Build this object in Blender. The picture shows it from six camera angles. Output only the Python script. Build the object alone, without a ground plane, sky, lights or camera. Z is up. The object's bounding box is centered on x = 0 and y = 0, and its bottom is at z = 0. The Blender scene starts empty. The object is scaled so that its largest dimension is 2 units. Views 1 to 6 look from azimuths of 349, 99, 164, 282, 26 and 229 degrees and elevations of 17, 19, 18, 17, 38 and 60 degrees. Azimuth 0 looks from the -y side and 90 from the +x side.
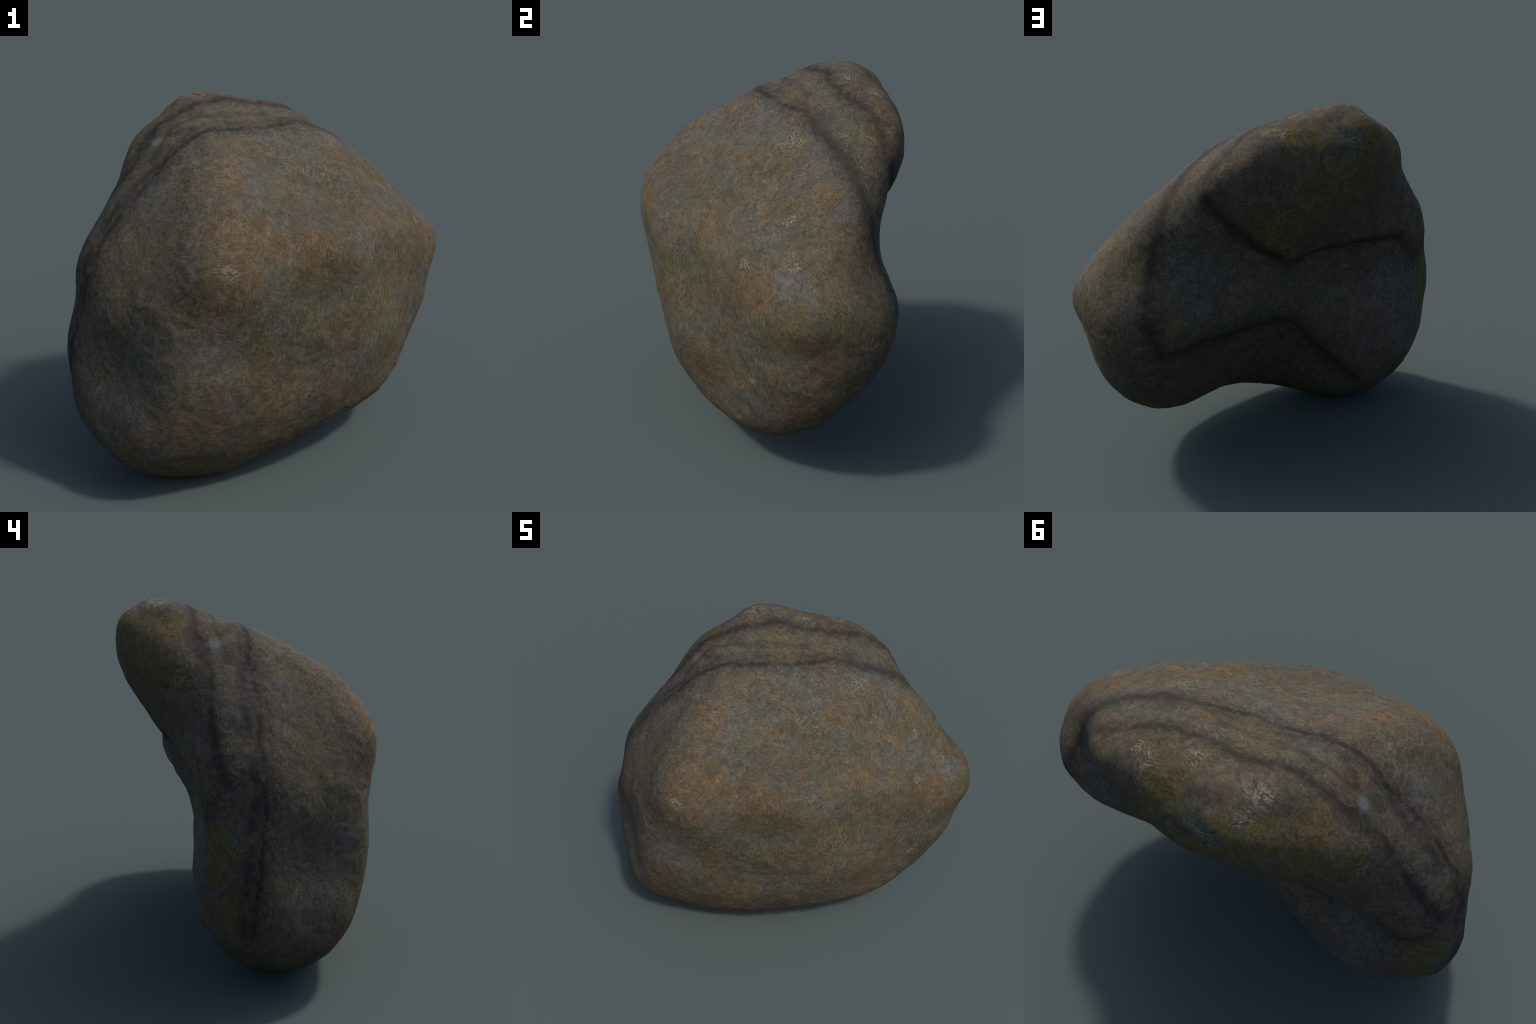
"""A single weathered boulder: a thick, leaning slab with a pointed end, a blunt end,
a hollow back under an overhanging brow, and two feet with an arch between them."""
import bpy, bmesh, math
import numpy as np
from mathutils import Vector

# Surface landmarks of the stone (metres), grouped by region.
# The skin is a smooth spline stretched over them around the stone's heart.
HEART = np.array((-0.02, -0.12, 0.92))
LANDMARKS = {
    "crown": [
        (0.215, 0.569, 1.641), (0.034, 0.243, 1.649), (-0.020, 0.364, 1.703), (-0.120, 0.099, 1.636),
        (-0.142, 0.542, 1.671), (-0.192, 0.409, 1.750), (-0.239, 0.467, 1.734), (-0.242, 0.133, 1.689),
        (-0.257, 0.213, 1.725), (-0.259, 0.388, 1.757), (-0.265, 0.289, 1.733), (-0.330, 0.269, 1.741),
        (-0.363, 0.154, 1.694), (-0.391, -0.024, 1.628), (-0.392, 0.518, 1.638), (-0.421, 0.358, 1.679),
        (-0.475, 0.161, 1.656), (0.367, 0.415, 1.547), (0.358, -0.071, 1.396), (0.358, 0.246, 1.531),
        (0.327, 0.094, 1.481), (0.274, 0.414, 1.601), (0.232, 0.274, 1.603), (0.159, 0.084, 1.541),
        (0.116, -0.162, 1.411), (0.026, 0.049, 1.581), (-0.020, -0.120, 1.492), (-0.129, -0.376, 1.401),
        (-0.206, -0.120, 1.592), (-0.239, -0.446, 1.415), (-0.348, -0.205, 1.545), (-0.365, -0.333, 1.479),
        (-0.467, 0.468, 1.517), (-0.553, -0.023, 1.514), (-0.622, 0.252, 1.525), (0.300, -0.162, 1.323),
        (0.211, -0.263, 1.293), (0.189, -0.364, 1.258), (-0.020, -0.387, 1.351), (-0.109, -0.503, 1.307),
    ],
    "underside": [
        (0.522, -0.182, 0.384), (0.429, -0.303, 0.438), (0.304, 0.258, 0.396), (0.195, -0.440, 0.434),
        (0.189, 0.192, 0.446), (0.122, 0.253, 0.573), (0.115, 0.167, 0.447), (0.082, -0.494, 0.583),
        (-0.020, 0.165, 0.460), (-0.099, -0.547, 0.435), (-0.408, 0.180, 0.388), (0.544, -0.046, 0.211),
        (0.470, 0.326, 0.358), (0.441, 0.019, 0.174), (0.416, 0.150, 0.214), (0.368, -0.155, 0.180),
        (0.324, -0.333, 0.363), (0.298, 0.010, 0.190), (0.245, -0.218, 0.174), (-0.020, 0.053, 0.312),
        (-0.020, -0.120, 0.143), (-0.020, -0.486, 0.328), (-0.059, 0.106, 0.374), (-0.145, 0.089, 0.338),
        (-0.176, -0.487, 0.230), (-0.337, 0.076, 0.188), (-0.432, 0.134, 0.254), (-0.444, -0.592, 0.348),
        (-0.516, 0.125, 0.217), (-0.569, 0.161, 0.349), (-0.742, 0.045, 0.206), (-0.862, -0.331, 0.207),
        (-0.255, -0.120, 0.069), (-0.337, -0.316, 0.020), (-0.466, -0.004, 0.069), (-0.527, -0.433, 0.099),
        (-0.587, -0.205, 0.002),
    ],
    "front_face": [
        (0.296, -0.440, 1.160), (0.135, -0.526, 1.171), (-0.207, -0.610, 1.223), (-0.415, -0.532, 1.287),
        (-0.601, -0.479, 1.142), (0.394, -0.376, 1.078), (0.211, -0.494, 0.920), (0.086, -0.547, 1.041),
        (-0.020, -0.581, 0.920), (-0.352, -0.658, 0.920), (-0.394, -0.662, 1.112), (-0.722, -0.489, 0.887),
        (0.406, -0.383, 0.757), (0.128, -0.508, 0.681), (-0.157, -0.616, 0.815), (-0.356, -0.630, 0.695),
        (-0.565, -0.644, 0.651), (-0.693, -0.536, 0.663), (0.269, -0.431, 0.595), (-0.203, -0.600, 0.623),
        (-0.715, -0.549, 0.504),
    ],
    "back_hollow": [
        (0.403, 0.630, 1.467), (0.284, 0.675, 1.411), (0.124, 0.652, 1.397), (-0.197, 0.599, 1.426),
        (-0.552, 0.353, 1.429), (0.759, 0.362, 1.218), (0.687, 0.538, 1.188), (0.651, 0.295, 1.322),
        (0.630, 0.440, 1.345), (0.552, 0.550, 1.334), (0.455, 0.601, 1.238), (0.304, 0.609, 1.252),
        (0.110, 0.609, 1.238), (-0.256, 0.499, 1.303), (-0.380, 0.380, 1.229), (-0.391, 0.418, 1.316),
        (-0.559, 0.213, 1.126), (0.901, 0.527, 0.966), (0.745, 0.566, 1.045), (0.669, 0.661, 0.878),
        (0.412, 0.578, 0.920), (0.391, 0.557, 1.113), (0.254, 0.542, 1.115), (0.204, 0.501, 0.920),
        (0.093, 0.540, 1.102), (-0.020, 0.423, 0.920), (-0.178, 0.409, 1.110), (-0.256, 0.261, 0.920),
        (-0.363, 0.318, 1.109), (-0.381, 0.246, 1.004), (-0.454, 0.185, 0.898), (-0.539, 0.201, 1.017),
        (0.956, 0.483, 0.830), (0.818, 0.632, 0.783), (0.662, 0.654, 0.794), (0.619, 0.636, 0.731),
        (0.471, 0.616, 0.825), (0.377, 0.534, 0.733), (0.249, 0.447, 0.706), (0.146, 0.314, 0.652),
        (0.092, 0.444, 0.804), (-0.173, 0.280, 0.673), (-0.298, 0.221, 0.804), (-0.318, 0.229, 0.704),
        (-0.398, 0.201, 0.721), (-0.467, 0.156, 0.749), (-0.523, 0.144, 0.851), (0.886, 0.440, 0.574),
        (0.737, 0.524, 0.522), (0.268, 0.361, 0.623), (-0.344, 0.229, 0.556),
    ],
    "pointed_end": [
        (0.701, 0.208, 1.240), (0.603, 0.109, 1.280), (0.564, 0.138, 1.305), (0.546, -0.034, 1.237),
        (0.491, -0.120, 1.236), (0.491, 0.054, 1.336), (0.483, -0.196, 1.202), (0.994, 0.324, 0.920),
        (0.875, 0.270, 1.079), (0.733, -0.017, 1.091), (0.660, -0.120, 0.920), (0.526, -0.233, 1.029),
        (0.952, 0.303, 0.747), (0.873, 0.132, 0.698), (0.868, 0.136, 0.628), (0.768, -0.013, 0.798),
        (0.646, -0.120, 0.626), (0.851, 0.271, 0.443), (0.766, 0.052, 0.571), (0.626, -0.120, 0.521),
        (0.552, -0.249, 0.616), (0.703, 0.255, 0.278),
    ],
    "blunt_end": [
        (-0.710, -0.120, 1.347), (-0.829, -0.120, 1.212), (-0.833, 0.051, 1.145), (-0.698, 0.121, 1.009),
        (-0.754, -0.379, 1.080), (-0.822, -0.405, 0.885), (-0.899, -0.180, 1.081), (-0.904, -0.001, 0.920),
        (-0.915, -0.241, 0.920), (-0.944, -0.120, 0.920), (-0.588, 0.132, 0.719), (-0.640, 0.100, 0.839),
        (-0.726, 0.075, 0.860), (-0.798, -0.400, 0.688), (-0.840, 0.053, 0.693), (-0.852, -0.355, 0.713),
        (-0.977, -0.252, 0.702), (-0.522, 0.190, 0.491), (-0.699, 0.136, 0.598), (-0.782, 0.098, 0.457),
        (-0.861, -0.368, 0.572), (-0.892, 0.008, 0.509), (-0.980, -0.261, 0.468), (-0.983, -0.120, 0.573),
        (-0.733, 0.123, 0.338), (-0.771, -0.510, 0.253), (-0.953, -0.120, 0.343),
    ],
}

# centre and radius of coloured patches (lichen, rust, grey skin)
PATCHES = {
    "rust": [
        (-0.28, -0.65, 1.18, 0.102), (-0.16, -0.58, 1.25, 0.092), (0.11, -0.53, 1.17, 0.084), (-0.25, -0.35, 1.47, 0.077),
        (0.24, 0.56, 1.63, 0.046), (0.90, 0.13, 0.98, 0.039), (0.98, 0.26, 0.92, 0.038), (0.65, 0.37, 1.34, 0.060),
        (0.38, 0.53, 1.55, 0.051), (-0.50, 0.20, 1.65, 0.069), (-0.44, 0.03, 1.63, 0.053), (-0.75, -0.54, 0.33, 0.067),
        (0.55, -0.15, 1.16, 0.063), (-0.53, 0.26, 1.62, 0.075), (0.34, -0.02, 1.43, 0.069), (-0.42, -0.02, 1.62, 0.053),
        (-0.36, -0.55, 1.30, 0.062), (0.85, 0.10, 1.03, 0.081), (-0.47, -0.65, 0.97, 0.034), (-0.56, -0.63, 0.47, 0.051),
        (0.85, 0.23, 0.46, 0.041), (0.41, 0.56, 1.51, 0.057), (-0.11, -0.58, 1.23, 0.062),
    ],
    "moss": [
        (-0.56, 0.34, 1.56, 0.093), (-0.39, 0.51, 1.66, 0.068), (-0.65, 0.19, 1.48, 0.071), (-0.07, 0.58, 1.64, 0.059),
        (-0.45, 0.41, 1.65, 0.079), (-0.50, 0.24, 1.65, 0.069), (-0.25, 0.57, 1.42, 0.135), (-0.03, 0.58, 1.64, 0.087),
        (-0.35, 0.53, 1.65, 0.090), (-0.40, 0.45, 1.68, 0.062), (-0.62, 0.28, 1.50, 0.074), (0.09, 0.60, 1.24, 0.088),
        (-0.95, -0.05, 0.80, 0.070), (-0.92, -0.02, 0.65, 0.079), (-0.96, -0.09, 0.45, 0.072), (-0.90, -0.00, 0.98, 0.056),
        (-0.09, 0.60, 1.32, 0.118),
    ],
    "olive": [
        (0.01, 0.65, 1.46, 0.173), (-0.40, 0.42, 1.32, 0.141), (0.99, 0.29, 0.89, 0.076), (0.95, 0.49, 0.91, 0.076),
        (-0.20, -0.61, 0.74, 0.057), (-0.33, -0.28, 1.51, 0.051), (-0.53, 0.40, 1.47, 0.106), (-0.97, -0.08, 0.75, 0.070),
        (0.53, -0.23, 0.85, 0.087), (0.08, -0.56, 1.02, 0.114), (0.46, -0.31, 0.85, 0.159), (0.24, 0.67, 1.53, 0.098),
        (-0.09, 0.59, 1.63, 0.047), (-0.91, -0.04, 1.07, 0.042),
    ],
    "slate": [
        (0.14, -0.23, 1.35, 0.048), (0.13, -0.44, 1.26, 0.037), (0.89, 0.22, 1.05, 0.069), (-0.39, -0.64, 0.78, 0.140),
        (0.07, -0.51, 0.64, 0.082), (-0.12, -0.29, 1.45, 0.085), (-0.55, -0.25, 1.39, 0.066), (0.75, 0.00, 0.66, 0.083),
        (-0.00, 0.02, 1.56, 0.093), (-0.67, -0.55, 0.72, 0.088), (-0.75, -0.50, 0.54, 0.103), (0.54, 0.58, 1.07, 0.116),
        (-0.26, 0.57, 1.62, 0.067), (0.15, 0.01, 1.50, 0.122), (-0.69, -0.53, 0.80, 0.071), (-0.66, 0.10, 0.78, 0.158),
        (-0.73, 0.13, 0.50, 0.107), (-0.58, -0.31, 1.34, 0.078), (0.69, 0.43, 1.29, 0.053), (0.93, 0.26, 0.71, 0.053),
        (-0.79, -0.46, 0.53, 0.132),
    ],
    "pale": [
        (-0.31, 0.37, 1.74, 0.038), (-0.34, 0.45, 1.72, 0.027), (-0.04, 0.43, 1.71, 0.023), (0.13, 0.56, 1.66, 0.022),
        (-0.31, -0.67, 1.13, 0.022), (-0.34, -0.66, 1.16, 0.016), (0.86, 0.07, 0.87, 0.019), (0.77, 0.05, 0.58, 0.028),
        (0.38, 0.19, 1.49, 0.034), (0.69, 0.21, 1.25, 0.019), (0.79, 0.05, 1.08, 0.024), (-0.44, -0.19, 1.51, 0.016),
        (0.16, -0.10, 1.44, 0.012), (0.08, 0.57, 1.66, 0.035), (0.30, 0.60, 1.59, 0.014), (0.84, 0.26, 1.12, 0.026),
        (-0.27, 0.58, 1.60, 0.026), (-0.35, -0.28, 1.51, 0.015), (0.62, -0.03, 0.31, 0.021), (0.36, -0.39, 1.14, 0.018),
        (-0.67, 0.17, 1.45, 0.020),
    ],
    "clay": [
        (0.59, 0.10, 1.28, 0.046), (0.32, 0.51, 1.58, 0.029), (0.13, -0.31, 1.32, 0.041), (0.55, 0.32, 1.41, 0.034),
        (-0.30, -0.56, 1.30, 0.041), (0.99, 0.34, 0.84, 0.028),
    ],
    "spot": [
        (-0.51, 0.03, 1.58, 0.020),
    ],
}

VEINS = {
    "upper": [
        (0.117, 0.399, 1.666), (0.002, 0.349, 1.692), (-0.131, 0.316, 1.727), (-0.232, 0.249, 1.721), (-0.307, 0.191, 1.724),
        (-0.393, 0.155, 1.686), (-0.496, 0.117, 1.632), (-0.642, 0.031, 1.464), (-0.742, 0.010, 1.341), (-0.848, -0.025, 1.195),
        (-0.924, -0.094, 1.045), (-0.831, 0.034, 0.855), (-0.715, 0.106, 1.004), (-0.469, 0.218, 1.018), (-0.182, 0.344, 1.018),
        (-0.001, 0.471, 1.025), (0.170, 0.543, 1.121), (0.308, 0.611, 1.257), (0.414, 0.631, 1.365), (0.443, 0.603, 1.440),
        (0.349, 0.565, 1.563), (0.266, 0.514, 1.618), (0.174, 0.431, 1.652),
    ],
    "lower": [
        (0.248, 0.263, 1.593), (0.142, 0.186, 1.600), (0.029, 0.116, 1.599), (-0.089, 0.068, 1.615), (-0.204, -0.010, 1.623),
        (-0.300, -0.056, 1.628), (-0.403, -0.099, 1.587), (-0.488, -0.114, 1.514), (-0.584, -0.160, 1.416), (-0.790, -0.221, 1.209),
        (-0.863, -0.250, 1.086), (-0.931, -0.262, 0.890), (-0.978, -0.243, 0.745), (-0.993, -0.224, 0.570), (-0.983, -0.182, 0.392),
    ],
    "back": [
        (-0.479, 0.129, 0.233), (-0.351, 0.162, 0.348), (-0.207, 0.201, 0.483), (-0.090, 0.286, 0.628), (0.044, 0.332, 0.685),
        (0.265, 0.424, 0.683), (0.450, 0.555, 0.706), (0.627, 0.611, 0.684), (0.709, 0.659, 0.853), (0.683, 0.593, 1.025),
        (0.662, 0.556, 1.177), (0.636, 0.555, 1.211), (0.603, 0.528, 1.312), (0.535, 0.451, 1.432), (0.409, 0.362, 1.514),
        (0.319, 0.299, 1.566),
    ],
    "thread": [
        (-0.419, -0.003, 1.627), (-0.329, -0.024, 1.638), (-0.211, 0.054, 1.646), (-0.038, 0.140, 1.635), (0.120, 0.218, 1.618),
        (0.283, 0.336, 1.586),
    ],
    "faint": [
        (-0.535, -0.030, 1.523), (-0.437, 0.034, 1.632), (-0.305, 0.092, 1.675), (-0.121, 0.157, 1.666), (0.050, 0.249, 1.643),
    ],
    "side": [
        (-0.534, -0.095, 1.486), (-0.709, -0.153, 1.333), (-0.825, -0.184, 1.190), (-0.909, -0.220, 1.013), (-0.970, -0.203, 0.830),
        (-0.997, -0.164, 0.569), (-0.979, -0.149, 0.404),
    ],
}

# base colours (linear)
C = {
    "brown": (0.069, 0.054, 0.034),
    "grey": (0.058, 0.055, 0.044),
    "umber": (0.044, 0.037, 0.025),
    "rust": (0.085, 0.054, 0.027),
    "olive": (0.056, 0.051, 0.026),
    "moss": (0.074, 0.060, 0.019),
    "flank": (0.062, 0.053, 0.040),
    "slate": (0.064, 0.063, 0.056),
    "clay": (0.085, 0.064, 0.046),
    "pale": (0.165, 0.168, 0.130),
    "spot": (0.112, 0.116, 0.116),
    "vein": (0.016, 0.015, 0.014),
}


# ---------------------------------------------------------------- geometry
def directions(points):
    d = points - HEART
    r = np.linalg.norm(d, axis=1)
    return d / r[:, None], r


class Skin:
    """Spherical spline: distance from the heart as a smooth function of direction."""
    def __init__(self, points):
        self.c, r = directions(points)
        n = len(self.c)
        m = np.zeros((n + 4, n + 4))
        m[:n, :n] = np.linalg.norm(self.c[:, None] - self.c[None], axis=2) ** 3
        m[:n, n] = m[n, :n] = 1.0
        m[:n, n + 1:] = self.c
        m[n + 1:, :n] = self.c.T
        self.w = np.linalg.solve(m, np.r_[r, np.zeros(4)])

    def radius(self, q):
        n = len(self.c)
        out = np.empty(len(q))
        for i in range(0, len(q), 8000):
            b = q[i:i + 8000]
            k = np.sqrt(np.maximum(0.0, 2.0 - 2.0 * (b @ self.c.T))) ** 3
            out[i:i + 8000] = k @ self.w[:n] + self.w[n] + b @ self.w[n + 1:]
        return out


def polyline_distance(p, line):
    best = np.full(len(p), 9.0)
    line = np.array(line)
    for a, b in zip(line[:-1], line[1:]):
        ab = b - a
        t = np.clip((p - a) @ ab / (ab @ ab), 0, 1)
        best = np.minimum(best, np.linalg.norm(p - a - t[:, None] * ab, axis=1))
    return best


def lattice_noise(p, scale, seed):
    """Smooth value noise in [-1, 1]."""
    rng = np.random.default_rng(seed)
    table = rng.uniform(-1, 1, (32, 32, 32))
    x = p * scale + 100.0
    i = np.floor(x).astype(int)
    f = x - i
    f = f * f * f * (f * (f * 6 - 15) + 10)
    out = np.zeros(len(p))
    for dx in (0, 1):
        for dy in (0, 1):
            for dz in (0, 1):
                w = (np.where(dx, f[:, 0], 1 - f[:, 0]) * np.where(dy, f[:, 1], 1 - f[:, 1])
                     * np.where(dz, f[:, 2], 1 - f[:, 2]))
                out += w * table[(i[:, 0] + dx) % 32, (i[:, 1] + dy) % 32, (i[:, 2] + dz) % 32]
    return out


def smooth_over(mesh_edges, values, times):
    a, b = mesh_edges[:, 0], mesh_edges[:, 1]
    cnt = np.bincount(np.r_[a, b], minlength=len(values))[:, None]
    for _ in range(times):
        s = np.zeros_like(values)
        np.add.at(s, a, values[b])
        np.add.at(s, b, values[a])
        values = 0.5 * values + 0.5 * s / cnt
    return values


def build_stone():
    bm = bmesh.new()
    bmesh.ops.create_icosphere(bm, subdivisions=8, radius=1.0)
    mesh = bpy.data.meshes.new("boulder")
    bm.to_mesh(mesh)
    bm.free()
    n = len(mesh.vertices)
    q = np.empty(n * 3)
    mesh.vertices.foreach_get("co", q)
    q = q.reshape(-1, 3)
    q /= np.linalg.norm(q, axis=1)[:, None]
    pts = np.array([p for group in LANDMARKS.values() for p in group])
    co = HEART + q * Skin(pts).radius(q)[:, None]

    # crease under the overhanging brow, a shallower one where the arch begins
    wob = co + 0.014 * np.stack([lattice_noise(co, 9, 5), lattice_noise(co, 9, 6), lattice_noise(co, 9, 7)], 1)
    crease = polyline_distance(wob, VEINS["upper"][11:20])
    ends = [np.linalg.norm(co - np.array(VEINS["upper"][k]), axis=1) for k in (11, 19)]
    fade = np.clip(np.minimum(*ends) / 0.16, 0, 1)
    rough = 1.0 + 0.6 * lattice_noise(co, 14, 10)
    dip = 0.026 * fade * rough * np.exp(-(crease / 0.026) ** 2)
    pit = np.linalg.norm(wob - np.array((-0.48, 0.215, 1.01)), axis=1)
    dip += 0.022 * np.exp(-(pit / 0.05) ** 2)
    ledge = np.exp(-(crease / 0.10) ** 2)
    rim = polyline_distance(wob, VEINS["back"][1:8])
    dip += 0.010 * np.exp(-(rim / 0.016) ** 2)
    top = polyline_distance(wob, VEINS["upper"][:10] + VEINS["upper"][20:])
    dip += 0.004 * np.exp(-(top / 0.016) ** 2)

    # lumps, pits and grain
    lump = (0.0045 * lattice_noise(co, 7, 1) + 0.0030 * lattice_noise(co, 15, 2)
            + 0.0014 * lattice_noise(co, 36, 3) + 0.0007 * lattice_noise(co, 80, 4))
    lump += ledge * (0.007 * lattice_noise(co, 11, 8) + 0.004 * lattice_noise(co, 24, 9))
    co += q * (lump - dip)[:, None]
    co[:, 2] = np.maximum(co[:, 2], 0.0)
    mesh.vertices.foreach_set("co", co.ravel())
    mesh.update()
    mesh.shade_smooth()
    ob = bpy.data.objects.new("boulder", mesh)
    bpy.context.collection.objects.link(ob)
    ob["label"] = "weathered brown grey boulder with dark veins and hollow back"
    ob["category"] = "rock"
    return ob


# ---------------------------------------------------------------- material
class Graph:
    """Small helper for writing node networks as expressions."""
    def __init__(self, tree):
        self.t = tree

    def put(self, sock, val):
        if isinstance(val, bpy.types.NodeSocket):
            self.t.links.new(val, sock)
        elif val is not None:
            sock.default_value = val

    def math(self, op, a, b=None, c=None, clamp=False):
        n = self.t.nodes.new("ShaderNodeMath")
        n.operation, n.use_clamp = op, clamp
        for s, v in zip(n.inputs, (a, b, c)):
            self.put(s, v)
        return n.outputs[0]

    def vec(self, op, a, b=None, scale=None):
        n = self.t.nodes.new("ShaderNodeVectorMath")
        n.operation = op
        self.put(n.inputs[0], a)
        if b is not None:
            self.put(n.inputs[1], b)
        if scale is not None:
            self.put(n.inputs["Scale"], scale)
        return n.outputs["Value"] if op in ("DOT_PRODUCT", "LENGTH", "DISTANCE") else n.outputs["Vector"]

    def noise(self, vec, scale, detail=4.0, rough=0.55, distort=0.0, colour=False):
        n = self.t.nodes.new("ShaderNodeTexNoise")
        self.put(n.inputs["Vector"], vec)
        n.inputs["Scale"].default_value = scale
        n.inputs["Detail"].default_value = detail
        n.inputs["Roughness"].default_value = rough
        n.inputs["Distortion"].default_value = distort
        return n.outputs["Color" if colour else "Fac"]

    def stretch(self, vec, rot, scale):
        n = self.t.nodes.new("ShaderNodeMapping")
        self.put(n.inputs["Vector"], vec)
        n.inputs["Rotation"].default_value = rot
        n.inputs["Scale"].default_value = scale
        return n.outputs[0]

    def ramp(self, x, lo, hi, out_lo=0.0, out_hi=1.0):
        n = self.t.nodes.new("ShaderNodeMapRange")
        n.interpolation_type = "SMOOTHSTEP"
        for s, v in zip(n.inputs, (x, lo, hi, out_lo, out_hi)):
            self.put(s, v)
        return n.outputs[0]

    def mix(self, fac, a, b, mode="MIX"):
        n = self.t.nodes.new("ShaderNodeMix")
        n.data_type, n.blend_type = "RGBA", mode
        self.put(n.inputs[0], fac)
        self.put(n.inputs[6], a if isinstance(a, bpy.types.NodeSocket) else (*a, 1))
        self.put(n.inputs[7], b if isinstance(b, bpy.types.NodeSocket) else (*b, 1))
        return n.outputs[2]

    def after(self, p, earlier):
        """p, but only once `earlier` is known: keeps long chains of distances cheap to compile."""
        if earlier is None:
            return p
        n = self.t.nodes.new("ShaderNodeVectorMath")
        n.operation = "MULTIPLY_ADD"
        self.put(n.inputs[0], earlier)
        n.inputs[1].default_value = (1e-7, 1e-7, 1e-7)
        self.put(n.inputs[2], p)
        return n.outputs["Vector"]

    def vein(self, p, line):
        """Distance from p to a polyline."""
        best = None
        for a, b in zip(line[:-1], line[1:]):
            a, b = Vector(a), Vector(b)
            ab = b - a
            pa = self.vec("SUBTRACT", self.after(p, best), tuple(a))
            t = self.math("DIVIDE", self.vec("DOT_PRODUCT", pa, tuple(ab)), ab.length_squared, clamp=True)
            foot = self.vec("SCALE", tuple(ab), scale=t)
            d = self.vec("DISTANCE", pa, foot)
            best = d if best is None else self.math("MINIMUM", best, d)
        return best

    def patches(self, p, spots, soft=1.35):
        """Union of round patches with soft borders; p is already warped."""
        best = None
        for x, y, z, r in spots:
            d = self.math("DIVIDE", self.vec("DISTANCE", self.after(p, best), (x, y, z)), r * soft)
            best = d if best is None else self.math("MINIMUM", best, d)
        return self.ramp(best, 1.0, 0.25)


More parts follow.
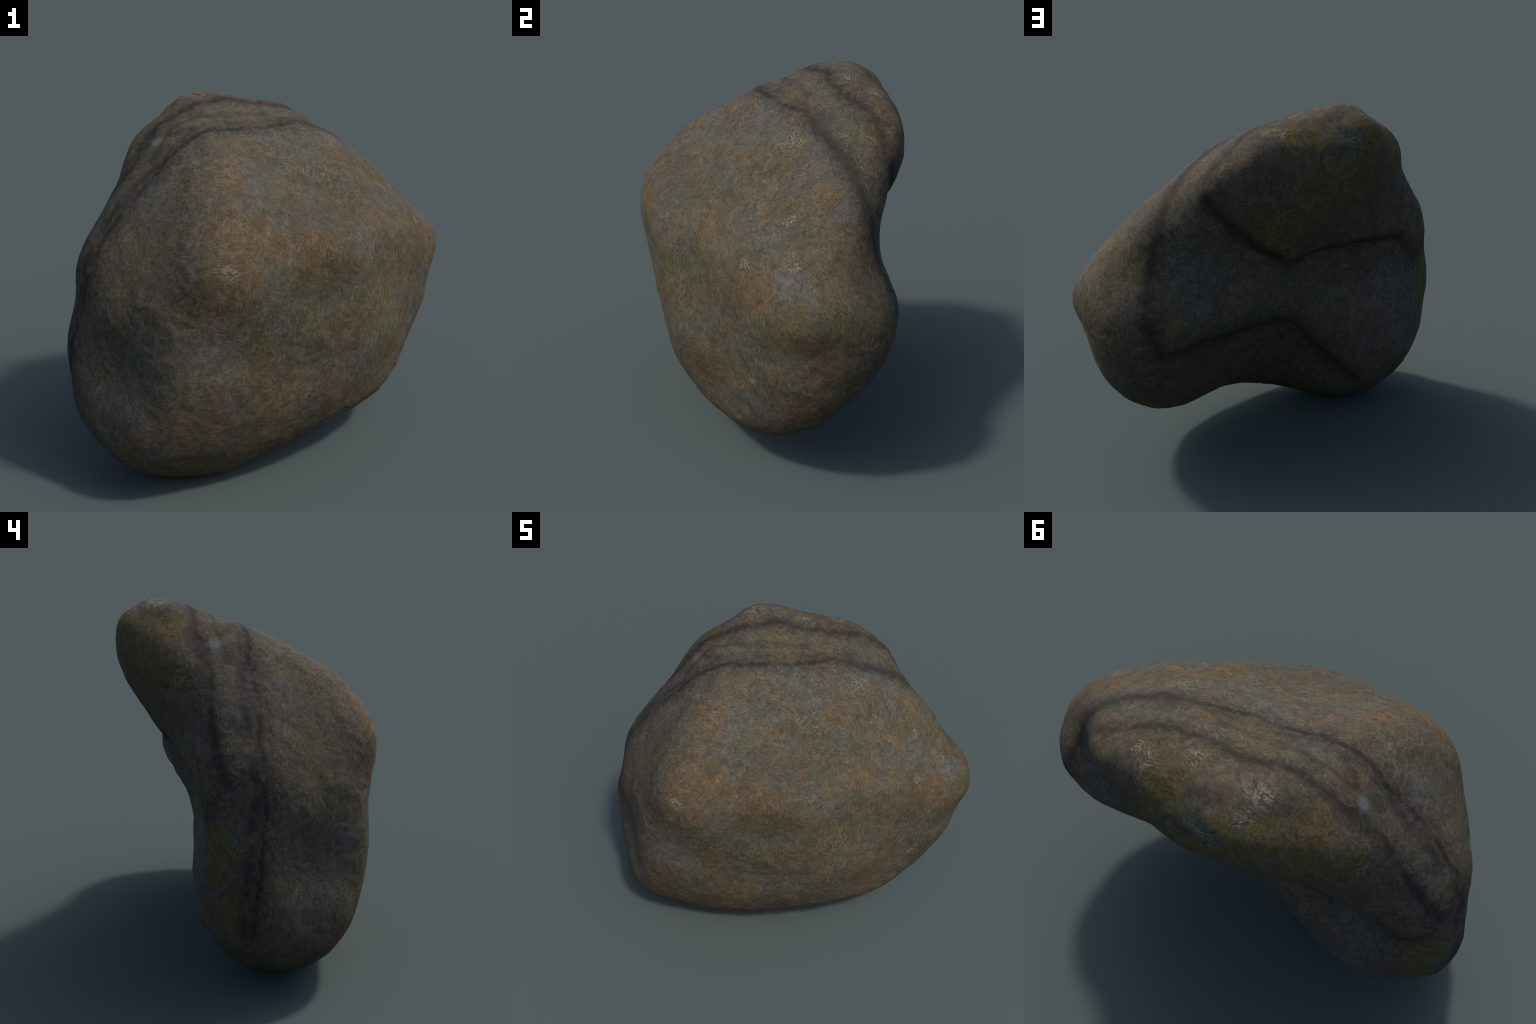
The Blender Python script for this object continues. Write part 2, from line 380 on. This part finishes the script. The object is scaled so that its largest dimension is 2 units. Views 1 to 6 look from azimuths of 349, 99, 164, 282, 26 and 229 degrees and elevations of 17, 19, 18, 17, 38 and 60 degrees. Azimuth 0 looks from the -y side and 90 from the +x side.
def stone_material():
    mat = bpy.data.materials.new("weathered_stone")
    mat.use_nodes = True
    t = mat.node_tree
    g = Graph(t)
    bsdf = t.nodes["Principled BSDF"]
    p = t.nodes.new("ShaderNodeTexCoord").outputs["Object"]

    def warped(scale, amount, detail=3.0):
        c = g.noise(p, scale, detail, 0.6, colour=True)
        return g.vec("ADD", p, g.vec("SCALE", g.vec("SUBTRACT", c, (0.5, 0.5, 0.5)), scale=amount))

    ragged = warped(11.0, 0.16, 5.0)
    jagged = g.vec("ADD", warped(5.0, 0.05, 3.0),
                   g.vec("SCALE", g.vec("SUBTRACT", g.noise(p, 34.0, 4.0, 0.7, colour=True), (0.5,) * 3), scale=0.045))

    # ground tone: brown and grey in broad clouds, rust and olive in smaller ones
    n_broad = g.noise(p, 2.6, 5.0, 0.6, 0.3)
    n_mid = g.noise(ragged, 4.4, 5.0, 0.58)
    n_rust = g.noise(g.vec("ADD", ragged, (3.1, 1.7, 5.2)), 7.5, 5.0, 0.62)
    n_olive = g.noise(g.vec("ADD", ragged, (8.3, 2.2, 0.4)), 4.2, 5.0, 0.6)
    col = g.mix(g.ramp(n_mid, 0.40, 0.62), C["brown"], C["grey"])
    col = g.mix(g.ramp(n_broad, 0.46, 0.66, 0.0, 0.55), col, C["umber"])
    col = g.mix(g.ramp(n_rust, 0.53, 0.72, 0.0, 0.75), col, C["rust"])
    col = g.mix(g.ramp(n_olive, 0.49, 0.68, 0.0, 0.55), col, C["olive"])

    # the blunt flank is greyer than the front, with a ragged border along the front corner
    a, b = Vector((-0.36, -0.56, 1.31)), Vector((-0.56, -0.63, 0.47))
    across = (b - a).cross(Vector(HEART) - a).normalized()
    across = across if across.x < 0 else -across
    side = g.vec("DOT_PRODUCT", g.vec("SUBTRACT", warped(14.0, 0.05, 5.0), tuple(a)), tuple(across))
    west = g.vec("DOT_PRODUCT", p, (-1.0, 0.0, 0.0))
    flank = g.math("MULTIPLY", g.ramp(side, -0.015, 0.02), g.ramp(west, 0.0, 0.3))
    col = g.mix(g.math("MULTIPLY", flank, 0.6), col, C["flank"])

    # placed patches
    br = g.ramp(g.noise(ragged, 16.0, 4.0, 0.65), 0.36, 0.58)
    def lay(col, name, strength, soft=1.35, breakup=True):
        m = g.math("MULTIPLY", g.patches(ragged, PATCHES[name], soft), strength)
        if breakup:
            m = g.math("MULTIPLY", m, g.math("MULTIPLY_ADD", br, 0.6, 0.4))
        return g.mix(m, col, C[name])
    col = lay(col, "olive", 0.6, 1.6)
    col = lay(col, "moss", 0.88, 1.8)
    col = lay(col, "slate", 0.75, 1.5)
    col = lay(col, "rust", 0.6, 1.7)
    col = lay(col, "clay", 0.7, 1.2, False)

    # fibrous grain: streaks in two directions that trade places
    swirl = warped(3.0, 0.25, 2.0)
    s1 = g.noise(g.stretch(swirl, (0.3, 0.9, 0.5), (34, 112, 112)), 1.0, 4.0, 0.68, 0.15)
    s2 = g.noise(g.stretch(swirl, (1.2, -0.5, -0.8), (108, 108, 36)), 1.0, 4.0, 0.68, 0.15)
    sel = g.ramp(g.noise(p, 3.2, 2.0), 0.42, 0.58)
    streak = g.math("ADD", g.math("MULTIPLY", s1, sel),
                    g.math("MULTIPLY", s2, g.math("SUBTRACT", 1.0, sel)))
    grain = g.noise(ragged, 60.0, 5.0, 0.7)
    tone = g.math("ADD", g.ramp(streak, 0.28, 0.72, 0.66, 1.38), g.ramp(grain, 0.30, 0.70, -0.22, 0.22))
    blotch = g.ramp(g.noise(ragged, 20.0, 5.0, 0.65), 0.3, 0.7, 0.78, 1.2)
    tone = g.math("MULTIPLY", tone, blotch)
    tint = g.noise(g.vec("ADD", swirl, (4.0, 9.0, 2.0)), 95.0, 3.0, 0.6)
    col = g.mix(g.ramp(tint, 0.54, 0.74, 0.0, 0.22), col, C["rust"])
    col = g.mix(g.ramp(tint, 0.46, 0.30, 0.0, 0.25), col, C["slate"])
    col = g.vec("SCALE", col, scale=tone)

    # pale lichen flecks: placed groups and stray ones
    fleck = g.ramp(g.math("ADD", g.math("MULTIPLY", streak, 0.7), g.math("MULTIPLY", grain, 0.3)), 0.49, 0.58)
    stray = g.ramp(g.noise(g.vec("ADD", ragged, (1.0, 6.0, 3.0)), 14.0, 3.0, 0.6), 0.62, 0.74, 0.0, 0.5)
    m_pale = g.math("MULTIPLY", g.math("MAXIMUM", g.patches(ragged, PATCHES["pale"], 2.3), stray), fleck)
    col = g.mix(g.math("MULTIPLY", m_pale, 0.75), col, C["pale"])
    col = g.mix(g.math("MULTIPLY", g.patches(warped(30.0, 0.02), PATCHES["spot"], 2.4), 0.85), col, C["spot"])

    # dark mineral veins running round the stone: soft, uneven stains with laminae between; the brow crease also carries painted shade
    gap = g.ramp(g.noise(p, 9.0, 3.0), 0.34, 0.56, 0.3, 1.0)
    uneven = g.math("MULTIPLY_ADD", g.noise(p, 30.0, 5.0, 0.78), 0.085, -0.042)
    up = VEINS["upper"]
    d_up = g.math("MINIMUM", g.vein(jagged, up[:12]), g.vein(jagged, up[19:] + up[:1]))
    d_up = g.math("ADD", d_up, uneven)
    d_cr = g.math("ADD", g.vein(jagged, up[11:20]), uneven)  # crease under the brow: dark vein and occlusion shade painted as one band
    d_lo = g.math("ADD", g.vein(jagged, VEINS["lower"]), uneven)
    d_bk = g.math("ADD", g.vein(jagged, VEINS["back"] + VEINS["lower"][:1]), uneven)
    d_th = g.math("ADD", g.math("MINIMUM", g.vein(jagged, VEINS["thread"]), g.vein(jagged, VEINS["faint"])), uneven)
    d_sd = g.math("ADD", g.vein(jagged, VEINS["side"]), uneven)

    def stain(d, wide, narrow, strength, broken=False):
        x = g.math("MULTIPLY", g.ramp(d, wide, narrow), strength)
        return g.math("MULTIPLY", x, gap) if broken else x

    m = stain(d_up, 0.048, 0.003, 0.88)
    for x in (stain(d_cr, 0.064, 0.0, 0.8), stain(d_lo, 0.032, 0.002, 0.92),
              stain(d_bk, 0.060, 0.002, 0.8), stain(d_th, 0.044, 0.0, 0.6, True),
              stain(d_sd, 0.066, 0.0, 0.8, True)):
        m = g.math("MAXIMUM", m, x)
    halo = g.math("MINIMUM", d_up, g.math("MINIMUM", d_lo, d_bk))
    m = g.math("MAXIMUM", m, g.math("MULTIPLY", g.ramp(halo, 0.11, 0.01, 0.0, 0.6), g.ramp(grain, 0.60, 0.42)))
    lam = g.math("SINE", g.math("MULTIPLY", d_lo, 190.0))
    lam = g.math("MULTIPLY", g.ramp(lam, 0.1, 0.9), g.ramp(d_lo, 0.15, 0.02, 0.0, 0.65))
    lam = g.math("MULTIPLY", g.math("MULTIPLY", lam, gap), g.ramp(d_up, 0.30, 0.20))
    m = g.math("MAXIMUM", m, lam)
    m = g.math("MULTIPLY", m, g.math("MULTIPLY_ADD", gap, 0.35, 0.65))
    col = g.mix(m, col, C["vein"])

    t.links.new(col, bsdf.inputs["Base Color"])
    g.put(bsdf.inputs["Roughness"], g.ramp(grain, 0.3, 0.7, 0.80, 0.95))
    bsdf.inputs["Specular IOR Level"].default_value = 0.12
    bump = t.nodes.new("ShaderNodeBump")
    bump.inputs["Strength"].default_value = 0.45
    bump.inputs["Distance"].default_value = 0.004
    t.links.new(g.math("ADD", g.math("MULTIPLY", streak, 0.7), g.math("MULTIPLY", grain, 0.6)), bump.inputs["Height"])
    t.links.new(bump.outputs[0], bsdf.inputs["Normal"])
    return mat


stone = build_stone()
stone.data.materials.append(stone_material())
